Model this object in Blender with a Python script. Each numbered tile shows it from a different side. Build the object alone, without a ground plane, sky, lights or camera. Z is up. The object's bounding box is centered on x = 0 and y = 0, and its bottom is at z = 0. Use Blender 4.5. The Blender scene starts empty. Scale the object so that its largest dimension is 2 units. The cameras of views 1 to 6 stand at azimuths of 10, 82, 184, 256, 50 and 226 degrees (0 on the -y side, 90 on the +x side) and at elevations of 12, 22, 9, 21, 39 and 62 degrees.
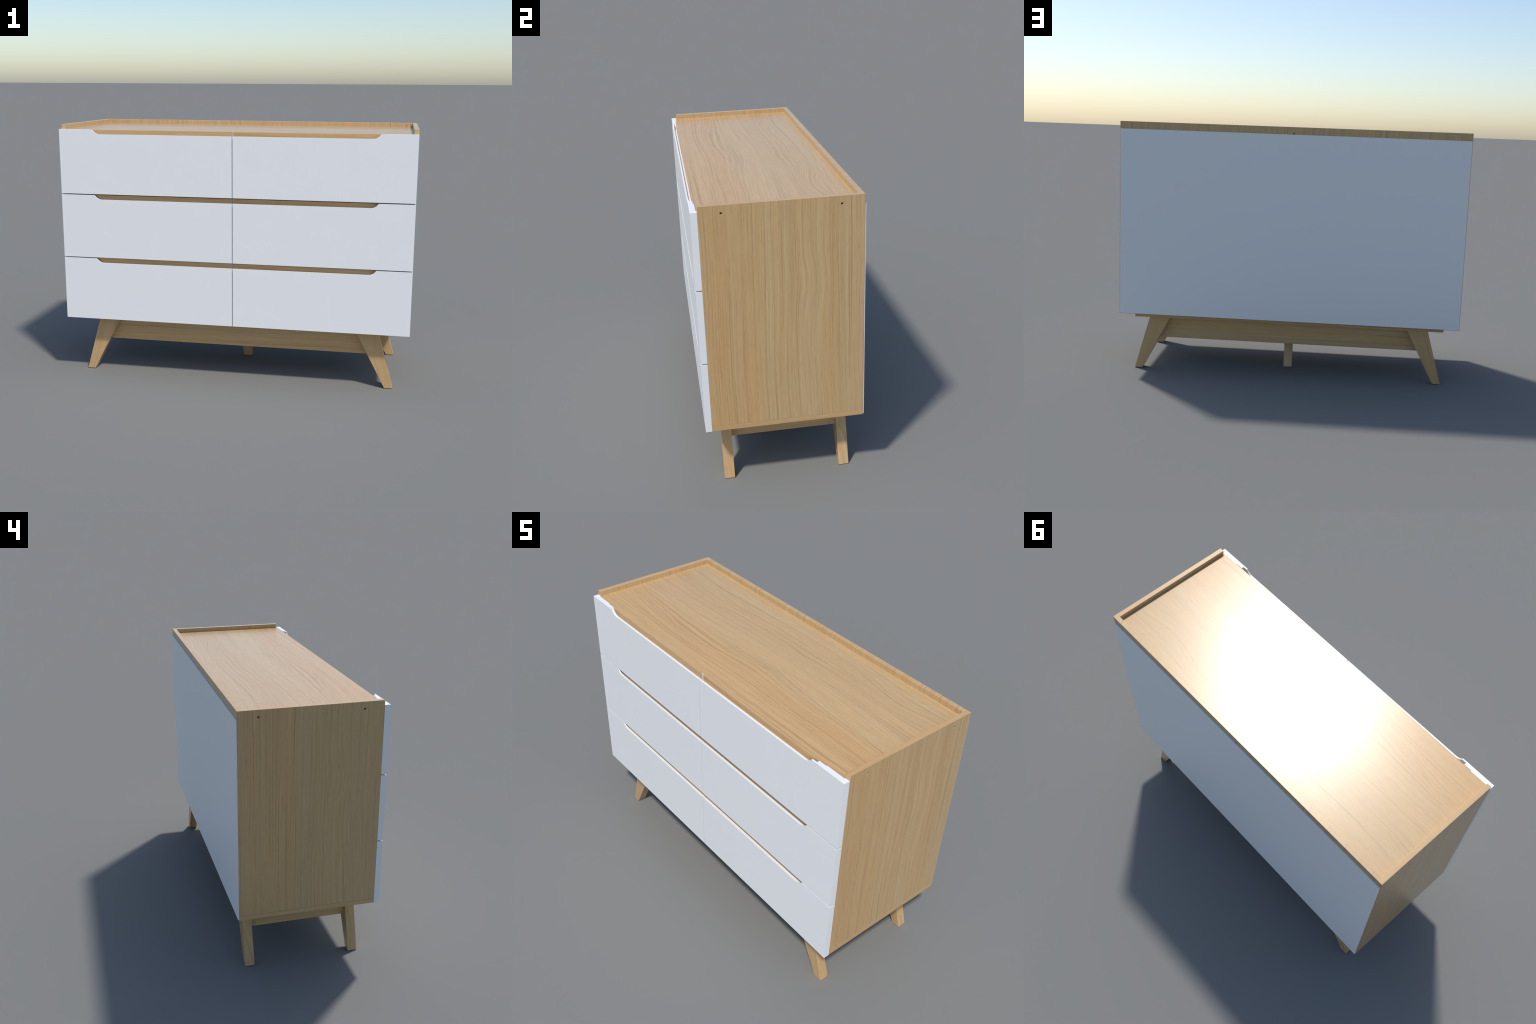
import bpy, bmesh, math
from mathutils import Vector, Matrix

# ------------------------------------------------------------------ sizes (m)
HALF_W = 1.0                      # half width of the carcass
Y_FRONT, Y_BACK = -0.388, 0.388   # outermost faces
Y_CASE_F, Y_CASE_B = -0.3575, 0.3825
SIDE_T = 0.0255                   # thickness of side panels and rim
Z_BOTTOM, Z_BOARD = 0.3425, 0.3683
Z_TRAY, Z_TOP = 1.4455, 1.4715
DRAWER_TOPS = (1.4460, 1.0760, 0.7060)
DRAWER_H = 0.3640
FRONT_BACK = -0.3578              # rear face of the drawer fronts
TRAY_FRONT = -0.3622              # tray floor reaches a little over the top drawers
LIP_T = 0.008                     # lip left standing in front of the finger groove
GROOVE_BACK = -0.3665             # groove ends here, wooden strip begins


# ------------------------------------------------------------------ materials
def nd(nt, kind, x=0, y=0, **kw):
    n = nt.nodes.new(kind)
    n.location = (x, y)
    for k, v in kw.items():
        setattr(n, k, v)
    return n


def math_node(nt, op, a, b=None, c=None):
    n = nd(nt, 'ShaderNodeMath', operation=op)
    for i, v in enumerate((a, b, c)):
        if v is None:
            continue
        if isinstance(v, (int, float)):
            n.inputs[i].default_value = v
        else:
            nt.links.new(v, n.inputs[i])
    return n.outputs[0]


def combine(nt, a, b, c):
    n = nd(nt, 'ShaderNodeCombineXYZ')
    for i, v in enumerate((a, b, c)):
        if isinstance(v, (int, float)):
            n.inputs[i].default_value = v
        else:
            nt.links.new(v, n.inputs[i])
    return n.outputs[0]


def noise(nt, vec, detail=2.0, rough=0.5):
    n = nd(nt, 'ShaderNodeTexNoise', noise_dimensions='3D')
    n.inputs['Scale'].default_value = 1.0
    n.inputs['Detail'].default_value = detail
    n.inputs['Roughness'].default_value = rough
    nt.links.new(vec, n.inputs['Vector'])
    return n.outputs['Fac']


def mix_col(nt, fac, a, b, blend='MIX'):
    n = nd(nt, 'ShaderNodeMix', data_type='RGBA', blend_type=blend)
    for sock, v in ((n.inputs[0], fac), (n.inputs[6], a), (n.inputs[7], b)):
        if isinstance(v, (int, float)):
            sock.default_value = v
        elif isinstance(v, tuple):
            sock.default_value = (*v, 1.0)
        else:
            nt.links.new(v, sock)
    return n.outputs[2]


def map_range(nt, v, lo, hi, tlo=0.0, thi=1.0, smooth=True):
    n = nd(nt, 'ShaderNodeMapRange',
           interpolation_type='SMOOTHSTEP' if smooth else 'LINEAR')
    nt.links.new(v, n.inputs[0])
    for i, x in enumerate((lo, hi, tlo, thi)):
        n.inputs[1 + i].default_value = x
    return n.outputs[0]


PALE = (0.596, 0.415, 0.214)
DARK = (0.450, 0.288, 0.137)
WARM = (1.035, 0.965, 0.875)
COOL = (0.985, 1.0, 1.01)
WOOD_ROUGH = 0.268


def oak(name, along, across, seed=0.0, warm_edge=None, warm_dir=1.0,
        figure=1.0, vary=False, lines=1.0, slant=0.0, tone=1.0, hearts=()):
    """Oak veneer: grain runs along axis `along`, growth lines follow `across`.
    warm_edge: coordinate across the grain where a redder leaf of veneer ends."""
    mat = bpy.data.materials.new(name)
    mat.use_nodes = True
    nt = mat.node_tree
    nt.nodes.clear()
    out = nd(nt, 'ShaderNodeOutputMaterial')
    bsdf = nd(nt, 'ShaderNodeBsdfPrincipled')
    nt.links.new(bsdf.outputs[0], out.inputs[0])
    tc = nd(nt, 'ShaderNodeTexCoord')
    sep = nd(nt, 'ShaderNodeSeparateXYZ')
    nt.links.new(tc.outputs['Object'], sep.inputs[0])
    a, c = sep.outputs[along], sep.outputs[across]
    third = sep.outputs[3 - along - across]
    if slant:
        c = math_node(nt, 'ADD', c, math_node(nt, 'MULTIPLY', a, slant))
    if vary:
        info = nd(nt, 'ShaderNodeObjectInfo')
        off = math_node(nt, 'MULTIPLY', info.outputs['Random'], 17.0)
        a = math_node(nt, 'ADD', a, off)
    aw = math_node(nt, 'ADD', a, seed)
    # the whole figure drifts sideways along the board (flat-sawn cathedrals)
    w1 = noise(nt, combine(nt, math_node(nt, 'MULTIPLY', aw, 0.9),
                           math_node(nt, 'MULTIPLY', c, 2.4), seed), 1.0)
    w2 = noise(nt, combine(nt, math_node(nt, 'MULTIPLY', aw, 4.5),
                           math_node(nt, 'MULTIPLY', c, 9.0), seed + 3.7), 1.0)
    w1 = math_node(nt, 'MULTIPLY', math_node(nt, 'SUBTRACT', w1, 0.5), 0.115 * figure)
    w2 = math_node(nt, 'MULTIPLY', math_node(nt, 'SUBTRACT', w2, 0.5), 0.014 * figure)
    u = math_node(nt, 'ADD', math_node(nt, 'ADD', c, w1), w2)
    u = math_node(nt, 'ADD', u, math_node(nt, 'MULTIPLY', third, 0.25))
    # growth lines part around hearts of the figure: (along, across, length, width, push)
    for a0, c0, la, lc, push in hearts:
        ea = math_node(nt, 'POWER', math_node(nt, 'DIVIDE', math_node(nt, 'SUBTRACT', sep.outputs[along], a0), la), 2.0)
        dc = math_node(nt, 'DIVIDE', math_node(nt, 'SUBTRACT', c, c0), lc)
        ec = math_node(nt, 'POWER', math_node(nt, 'ABSOLUTE', dc), 2.0)
        g = math_node(nt, 'EXPONENT', math_node(nt, 'MULTIPLY', math_node(nt, 'ADD', ea, ec), -1.0))
        u = math_node(nt, 'ADD', u, math_node(nt, 'MULTIPLY', g, push))

    def streak(fa, fu, k, detail=2.0, rough=0.5):
        return noise(nt, combine(nt, math_node(nt, 'MULTIPLY', aw, fa),
                                 math_node(nt, 'MULTIPLY', u, fu), seed + k), detail, rough)
    broad = streak(0.35, 11.0, 11.0, 1.0)
    ring = streak(0.7, 145.0, 23.0, 2.0, 0.55)
    band = streak(0.4, 34.0, 67.0, 1.0)
    fine = streak(5.0, 300.0, 31.0, 2.0, 0.6)
    pore = streak(14.0, 420.0, 43.0, 1.0)
    leaf = streak(0.4, 11.0, 57.0, 1.0)

    v = math_node(nt, 'ADD', math_node(nt, 'MULTIPLY', ring, 0.46 * lines),
                  math_node(nt, 'MULTIPLY', fine, 0.46))
    v = math_node(nt, 'ADD', v, math_node(nt, 'MULTIPLY', broad, 0.10))
    v = math_node(nt, 'ADD', v, math_node(nt, 'MULTIPLY', band, 0.12))
    mid = (0.46 * lines + 0.46 + 0.22) * 0.5
    f = map_range(nt, v, mid - 0.19, mid + 0.19, 0.0, 1.0, False)
    col = mix_col(nt, f, tuple(x * tone for x in PALE), tuple(x * tone for x in DARK))
    # thin dark late-wood lines and pores
    late = map_range(nt, ring, 0.585, 0.69, 0.0, 0.36 * lines)
    col = mix_col(nt, late, col, tuple(x * tone for x in (0.315, 0.190, 0.088)))
    pm = map_range(nt, pore, 0.59, 0.73, 0.0, 0.34)
    col = mix_col(nt, pm, col, tuple(x * tone for x in (0.29, 0.185, 0.095)))
    # veneer leaves: redder and greener strips
    tint = map_range(nt, leaf, 0.30, 0.70)
    if warm_edge is not None:
        wv = math_node(nt, 'ADD', c, math_node(nt, 'MULTIPLY', w1, 0.8))
        m = map_range(nt, wv, warm_edge - 0.02 * warm_dir, warm_edge + 0.03 * warm_dir)
        if warm_dir > 0:
            m = math_node(nt, 'SUBTRACT', 1.0, m)
        else:
            m = map_range(nt, wv, warm_edge - 0.03, warm_edge + 0.02)
        tint = math_node(nt, 'ADD', math_node(nt, 'MULTIPLY', tint, 0.45),
                         math_node(nt, 'MULTIPLY', m, 0.55))
    tc_col = mix_col(nt, tint, COOL, WARM)
    col = mix_col(nt, 1.0, col, tc_col, 'MULTIPLY')
    nt.links.new(col, bsdf.inputs['Base Color'])
    r = math_node(nt, 'ADD', math_node(nt, 'MULTIPLY', f, 0.05), WOOD_ROUGH - 0.025)
    nt.links.new(r, bsdf.inputs['Roughness'])
    bsdf.inputs['Specular IOR Level'].default_value = 0.5
    bump = nd(nt, 'ShaderNodeBump')
    bump.inputs['Strength'].default_value = 0.06
    bump.inputs['Distance'].default_value = 0.001
    nt.links.new(fine, bump.inputs['Height'])
    nt.links.new(bump.outputs[0], bsdf.inputs['Normal'])
    return mat


def lacquer(name, col, rough):
    mat = bpy.data.materials.new(name)
    mat.use_nodes = True
    nt = mat.node_tree
    bsdf = nt.nodes['Principled BSDF']
    tc = nd(nt, 'ShaderNodeTexCoord')
    mp = nd(nt, 'ShaderNodeMapping')
    mp.inputs['Scale'].default_value = (6, 6, 6)
    nt.links.new(tc.outputs['Object'], mp.inputs[0])
    n = noise(nt, mp.outputs[0], 3.0)
    c = mix_col(nt, n, tuple(x * 0.992 for x in col), tuple(x * 1.008 for x in col))
    nt.links.new(c, bsdf.inputs['Base Color'])
    bsdf.inputs['Roughness'].default_value = rough
    return mat


X, Y, Z = 0, 1, 2
M_SIDE_R = oak('oak_side_veneer', Z, Y, 1.3, warm_edge=-0.09, warm_dir=1.0, figure=0.5,
               hearts=((1.08, 0.15, 0.12, 0.07, -0.026), (0.55, 0.02, 0.30, 0.09, 0.012)))
M_SIDE_L = oak('oak_side_veneer_mirrored', Z, Y, 6.1, warm_edge=0.09, warm_dir=-1.0, figure=0.5,
               hearts=((1.08, -0.15, 0.12, 0.07, 0.026), (0.55, -0.02, 0.30, 0.09, -0.012)))
M_EDGE_Y = oak('oak_edge_band', Y, X, 2.9, figure=0.25, lines=0.6)
M_TRAY = oak('oak_tray_veneer', X, Y, 4.4, warm_edge=-0.12, warm_dir=1.0, figure=1.0,
             hearts=((0.20, -0.03, 0.48, 0.11, -0.055), (-0.50, 0.14, 0.42, 0.10, 0.045),
                     (0.72, 0.20, 0.22, 0.08, 0.05), (0.15, 0.10, 0.10, 0.05, 0.022),
                     (-0.45, -0.22, 0.40, 0.07, 0.035)))
M_RIM = oak('oak_rim_veneer', Z, X, 8.2, figure=1.6, lines=1.25)
M_BOARD = oak('oak_board_edge', Y, Z, 9.5, figure=0.3, lines=0.7)
M_BOARD_X = oak('oak_board_face', X, Y, 10.7, figure=0.5)
M_RAIL_X = oak('oak_rail', X, Z, 12.4, figure=0.4)
M_RAIL_Y = oak('oak_cross_rail', Y, Z, 13.6, figure=0.4)
M_LEG = {1: oak('oak_leg', Z, X, 15.1, figure=0.3, vary=True, slant=0.33),
         -1: oak('oak_leg_mirrored', Z, X, 16.3, figure=0.3, vary=True, slant=-0.33)}
M_STRIP = oak('oak_finger_strip', X, Z, 19.2, figure=0.5, vary=True)
M_WHITE = lacquer('white_lacquer', (0.80, 0.80, 0.80), 0.40)
M_WHITE_BACK = lacquer('white_back_board', (0.80, 0.80, 0.80), 0.45)
M_BOX = lacquer('shade_darkened_drawer_box', (0.45, 0.45, 0.44), 0.6)  # grey darkened so shadow in the drawer gaps looks deeper
M_HOLE = lacquer('drilled_core', (0.20, 0.13, 0.07), 0.8)

# ------------------------------------------------------------------ builders
root = bpy.data.objects.new('dresser', None)
bpy.context.scene.collection.objects.link(root)
root['label'] = 'six drawer oak dresser, white fronts, splayed wooden legs'
root['category'] = 'dresser'


def add(name, me, parent=root, loc=(0, 0, 0)):
    ob = bpy.data.objects.new(name, me)
    bpy.context.scene.collection.objects.link(ob)
    ob.parent = parent
    ob.location = loc
    return ob


def bake(ob):
    """Apply all modifiers."""
    dg = bpy.context.evaluated_depsgraph_get()
    me = bpy.data.meshes.new_from_object(ob.evaluated_get(dg))
    old = ob.data
    ob.modifiers.clear()
    ob.data = me
    if old.users == 0:
        bpy.data.meshes.remove(old)
    return me


def box_mesh(name, lo, hi, mats):
    bm = bmesh.new()
    size = [h - l for l, h in zip(lo, hi)]
    mid = [(h + l) / 2 for l, h in zip(lo, hi)]
    bmesh.ops.create_cube(bm, size=1.0, matrix=Matrix.Translation(mid) @ Matrix.Diagonal((*size, 1)))
    me = bpy.data.meshes.new(name)
    bm.to_mesh(me)
    bm.free()
    for m in mats:
        me.materials.append(m)
    return me


def prism_mesh(name, outline, y0, y1, mats=()):
    """Extrude an (x, z) outline between y0 and y1."""
    bm = bmesh.new()
    f = [bm.verts.new((x, y0, z)) for x, z in outline]
    b = [bm.verts.new((x, y1, z)) for x, z in outline]
    bm.faces.new(f)
    bm.faces.new(list(reversed(b)))
    n = len(outline)
    for i in range(n):
        bm.faces.new((f[i], b[i], b[(i + 1) % n], f[(i + 1) % n]))
    bmesh.ops.recalc_face_normals(bm, faces=bm.faces)
    me = bpy.data.meshes.new(name)
    bm.to_mesh(me)
    bm.free()
    for m in mats:
        me.materials.append(m)
    return me


def cut(ob, cutters):
    for me in cutters:
        c = add('cutter', me, None)
        m = ob.modifiers.new('cut', 'BOOLEAN')
        m.operation = 'DIFFERENCE'
        m.solver = 'EXACT'
        m.object = c
    bpy.context.view_layer.update()
    helpers = [m.object for m in ob.modifiers]
    bake(ob)
    for h in helpers:
        me = h.data
        bpy.data.objects.remove(h)
        bpy.data.meshes.remove(me)


def soften(ob, width=0.0008, segs=2):
    m = ob.modifiers.new('bevel', 'BEVEL')
    m.width = width
    m.segments = segs
    m.limit_method = 'ANGLE'
    m.angle_limit = math.radians(40)
    m.harden_normals = True
    for p in ob.data.polygons:
        p.use_smooth = True
    bpy.context.view_layer.update()
    bake(ob)


def by_normal(me, axis, index, sign=0):
    """Give faces that look along an axis another material slot."""
    for p in me.polygons:
        if abs(p.normal[axis]) > 0.8 and (sign == 0 or p.normal[axis] * sign > 0):
            p.material_index = index


def board(name, lo, hi, mats, edge_axes=(), width=0.0007, parent=root):
    ob = add(name, box_mesh(name, lo, hi, mats), parent)
    for axis, idx in edge_axes:
        by_normal(ob.data, axis, idx)
    soften(ob, width)
    return ob


def cyl_mesh(name, centre, axis, radius, depth, mat=None, seg=24):
    bm = bmesh.new()
    rot = {X: Matrix.Rotation(math.pi / 2, 4, 'Y'), Y: Matrix.Rotation(math.pi / 2, 4, 'X'),
           Z: Matrix.Identity(4)}[axis]
    bmesh.ops.create_cone(bm, cap_ends=True, segments=seg, radius1=radius, radius2=radius,
                          depth=depth, matrix=Matrix.Translation(centre) @ rot)
    me = bpy.data.meshes.new(name)
    bm.to_mesh(me)
    bm.free()
    if mat:
        me.materials.append(mat)
    return me


# ------------------------------------------------------------------ carcass
inner = HALF_W - SIDE_T
for s, mat in ((1, M_SIDE_R), (-1, M_SIDE_L)):
    x0, x1 = sorted((s * inner, s * HALF_W))
    ob = add('side_panel', box_mesh('side_panel', (x0, Y_CASE_F, Z_BOARD), (x1, Y_CASE_B, Z_TOP),
                                    [mat, M_EDGE_Y, M_HOLE]))
    by_normal(ob.data, Z, 1)
    cut(ob, [cyl_mesh('drill', (s * HALF_W, y, 1.4347), X, 0.0056, 0.032) for y in (-0.2550, 0.2782)])
    soften(ob)

board('base_board', (-HALF_W, Y_CASE_F, Z_BOTTOM), (HALF_W, Y_CASE_B, Z_BOARD - 0.0006),
      [M_BOARD_X, M_BOARD], [(X, 1)], 0.001)
board('tray', (-inner, TRAY_FRONT + 0.0002, Z_TRAY - 0.026), (inner, Y_CASE_B - SIDE_T, Z_TRAY),
      [M_TRAY], (), 0.0002)
rim = add('rim', box_mesh('rim', (-inner, Y_CASE_B - SIDE_T, 1.400), (inner, Y_CASE_B, Z_TOP),
                               [M_RIM]))
cut(rim, [cyl_mesh('drill', (0, Y_CASE_B, 1.4345), Y, 0.0045, 0.03)])
soften(rim, 0.0005)
board('back_panel', (-0.9970, Y_CASE_B - 0.0005, 0.3455), (0.9970, Y_BACK, 1.4292), [M_WHITE_BACK], (), 0.0008)
board('divider_panel', (-0.012, -0.300, Z_BOARD), (0.012, Y_CASE_B - 0.001, Z_TRAY - 0.027), [M_BOX])

# ------------------------------------------------------------------ drawers


def arc_end(x_top, x_flat, depth, top, n=14):
    """Points of the rounded notch end from the top edge down to the flat floor."""
    dx = x_top - x_flat
    r = (dx * dx + depth * depth) / (2 * depth)
    a0 = math.asin(min(1.0, dx / r))
    pts = []
    for i in range(n + 1):
        a = a0 * (1 - i / n)
        pts.append((x_flat + r * math.sin(a), top - depth + r * (1 - math.cos(a))))
    return pts


def notch(x_top, x_flat, depth, y0, y1, s, x_in=-0.02):
    pts = arc_end(x_top, x_flat, depth, 0.0)
    pts = [(x_top + 0.008, 0.012)] + pts + [(x_in, -depth), (x_in, 0.012)]
    return prism_mesh('notch', [(s * x, z) for x, z in pts], y0, y1)


STRIP_END = 0.871
STRIP_DEPTH = 0.055


def round_top(ob, r=0.0022):
    """Round only the upper front edge of the wooden strip."""
    bm = bmesh.new()
    bm.from_mesh(ob.data)
    zt = max(v.co.z for v in bm.verts)
    yf = min(v.co.y for v in bm.verts)
    e = [e for e in bm.edges if all(abs(v.co.z - zt) < 1e-5 and abs(v.co.y - yf) < 1e-5 for v in e.verts)]
    bmesh.ops.bevel(bm, geom=e, offset=r, segments=4, affect='EDGES', profile=0.5)
    bm.to_mesh(ob.data)
    bm.free()


front_mesh, strip_mesh, box_me = {}, {}, {}
for row, top in enumerate(DRAWER_TOPS):
    for s in (-1, 1):
        x0, x1 = sorted((s * 0.0021, s * HALF_W))
        key = (s, row == 0)
        if key not in front_mesh:
            me = box_mesh('drawer_front', (x0, Y_FRONT, -DRAWER_H), (x1, FRONT_BACK, 0.0), [M_WHITE])
            ob = add('drawer_front', me)
            p0, p1 = sorted((s * 0.0034, s * STRIP_END))
            tray = [box_mesh('tray_rebate', (-inner - 0.0004, TRAY_FRONT, -0.030),
                             (inner + 0.0004, 0.0, 0.02), [])] if row == 0 else []
            cut(ob, tray + [notch(0.803, 0.760, 0.0252, Y_FRONT - 0.01, Y_FRONT + LIP_T + 0.001, s),
                     notch(0.8285, 0.776, 0.0370, Y_FRONT + LIP_T, GROOVE_BACK, s),
                     box_mesh('pocket', (p0, GROOVE_BACK - 0.0001, -STRIP_DEPTH), (p1, 0.0, 0.02), [])])
            soften(ob, 0.0006)
            front_mesh[key] = ob.data
            st = add('finger_strip', box_mesh('finger_strip',
                     (p0 + 0.0003, GROOVE_BACK, -STRIP_DEPTH + 0.0003),
                     (p1 - 0.0003, (TRAY_FRONT if row == 0 else FRONT_BACK) + 0.0001, -0.0006), [M_STRIP]))
            round_top(st)
            strip_mesh[key] = st.data
            bpy.data.objects.remove(ob)
            bpy.data.objects.remove(st)
            # open tray behind the front
            b0, b1 = sorted((s * 0.020, s * 0.955))
            bm = bmesh.new()
            bmesh.ops.create_cube(bm, size=1.0, matrix=Matrix.Translation(
                ((b0 + b1) / 2, 0.02, -0.210)) @ Matrix.Diagonal((b1 - b0, 0.66, 0.26, 1)))
            up = [f for f in bm.faces if f.normal.z > 0.9]
            bmesh.ops.delete(bm, geom=up, context='FACES_ONLY')
            me = bpy.data.meshes.new('drawer_box')
            bm.to_mesh(me)
            bm.free()
            me.materials.append(M_BOX)
            tmp = add('drawer_box', me)
            so = tmp.modifiers.new('wall', 'SOLIDIFY')
            so.thickness = 0.018
            bpy.context.view_layer.update()
            bake(tmp)
            box_me[key] = tmp.data
            bpy.data.objects.remove(tmp)
        drawer = add('drawer', front_mesh[key], root, (0, 0, top))
        add('finger_strip', strip_mesh[key], drawer)
        add('drawer_box', box_me[key], drawer)

# ------------------------------------------------------------------ base frame
Z_PLATE = 0.3145
LEG_Y = ((-0.306, -0.2545), (0.282, 0.332))
board('base_plate', (-0.918, LEG_Y[0][0], Z_PLATE), (0.918, LEG_Y[1][1], Z_BOTTOM - 0.0003),
      [M_BOARD_X, M_RAIL_X, M_BOARD], [(Y, 1), (X, 2)], 0.0008)
LEG_OUT = ((0.871, 0.0), (0.9175, 0.0), (0.8285, Z_PLATE), (0.7065, Z_PLATE))
for s in (1, -1):
    ob = add('leg', prism_mesh('leg', [(s * x, z) for x, z in LEG_OUT], 0.0, 0.0512, [M_LEG[s]]))
    soften(ob, 0.0010)
    me = ob.data
    ob.location.y = LEG_Y[0][0]
    add('leg', me, root, (0, LEG_Y[1][0] - 0.0006, 0))
    if s == 1:
        # the middle leg is the same piece turned to face the back wall
        mid = add('leg', me, root, (0.0256, -0.7675, 0))
        mid.rotation_euler.z = math.pi / 2
# rails run just inside the legs
RAIL_Z = 0.1835
RAIL_T = 0.026
RAIL_X = 0.820
for y0, y1 in ((LEG_Y[0][1], LEG_Y[0][1] + RAIL_T), (LEG_Y[1][0] - RAIL_T, LEG_Y[1][0])):
    board('rail', (-RAIL_X, y0, RAIL_Z), (RAIL_X, y1, Z_PLATE), [M_RAIL_X], (), 0.0008)
for s in (1, -1):
    x0, x1 = sorted((s * (RAIL_X - RAIL_T), s * RAIL_X))
    board('cross_rail', (x0, LEG_Y[0][1] + RAIL_T, RAIL_Z), (x1, LEG_Y[1][0] - RAIL_T, Z_PLATE),
          [M_RAIL_Y], (), 0.0008)
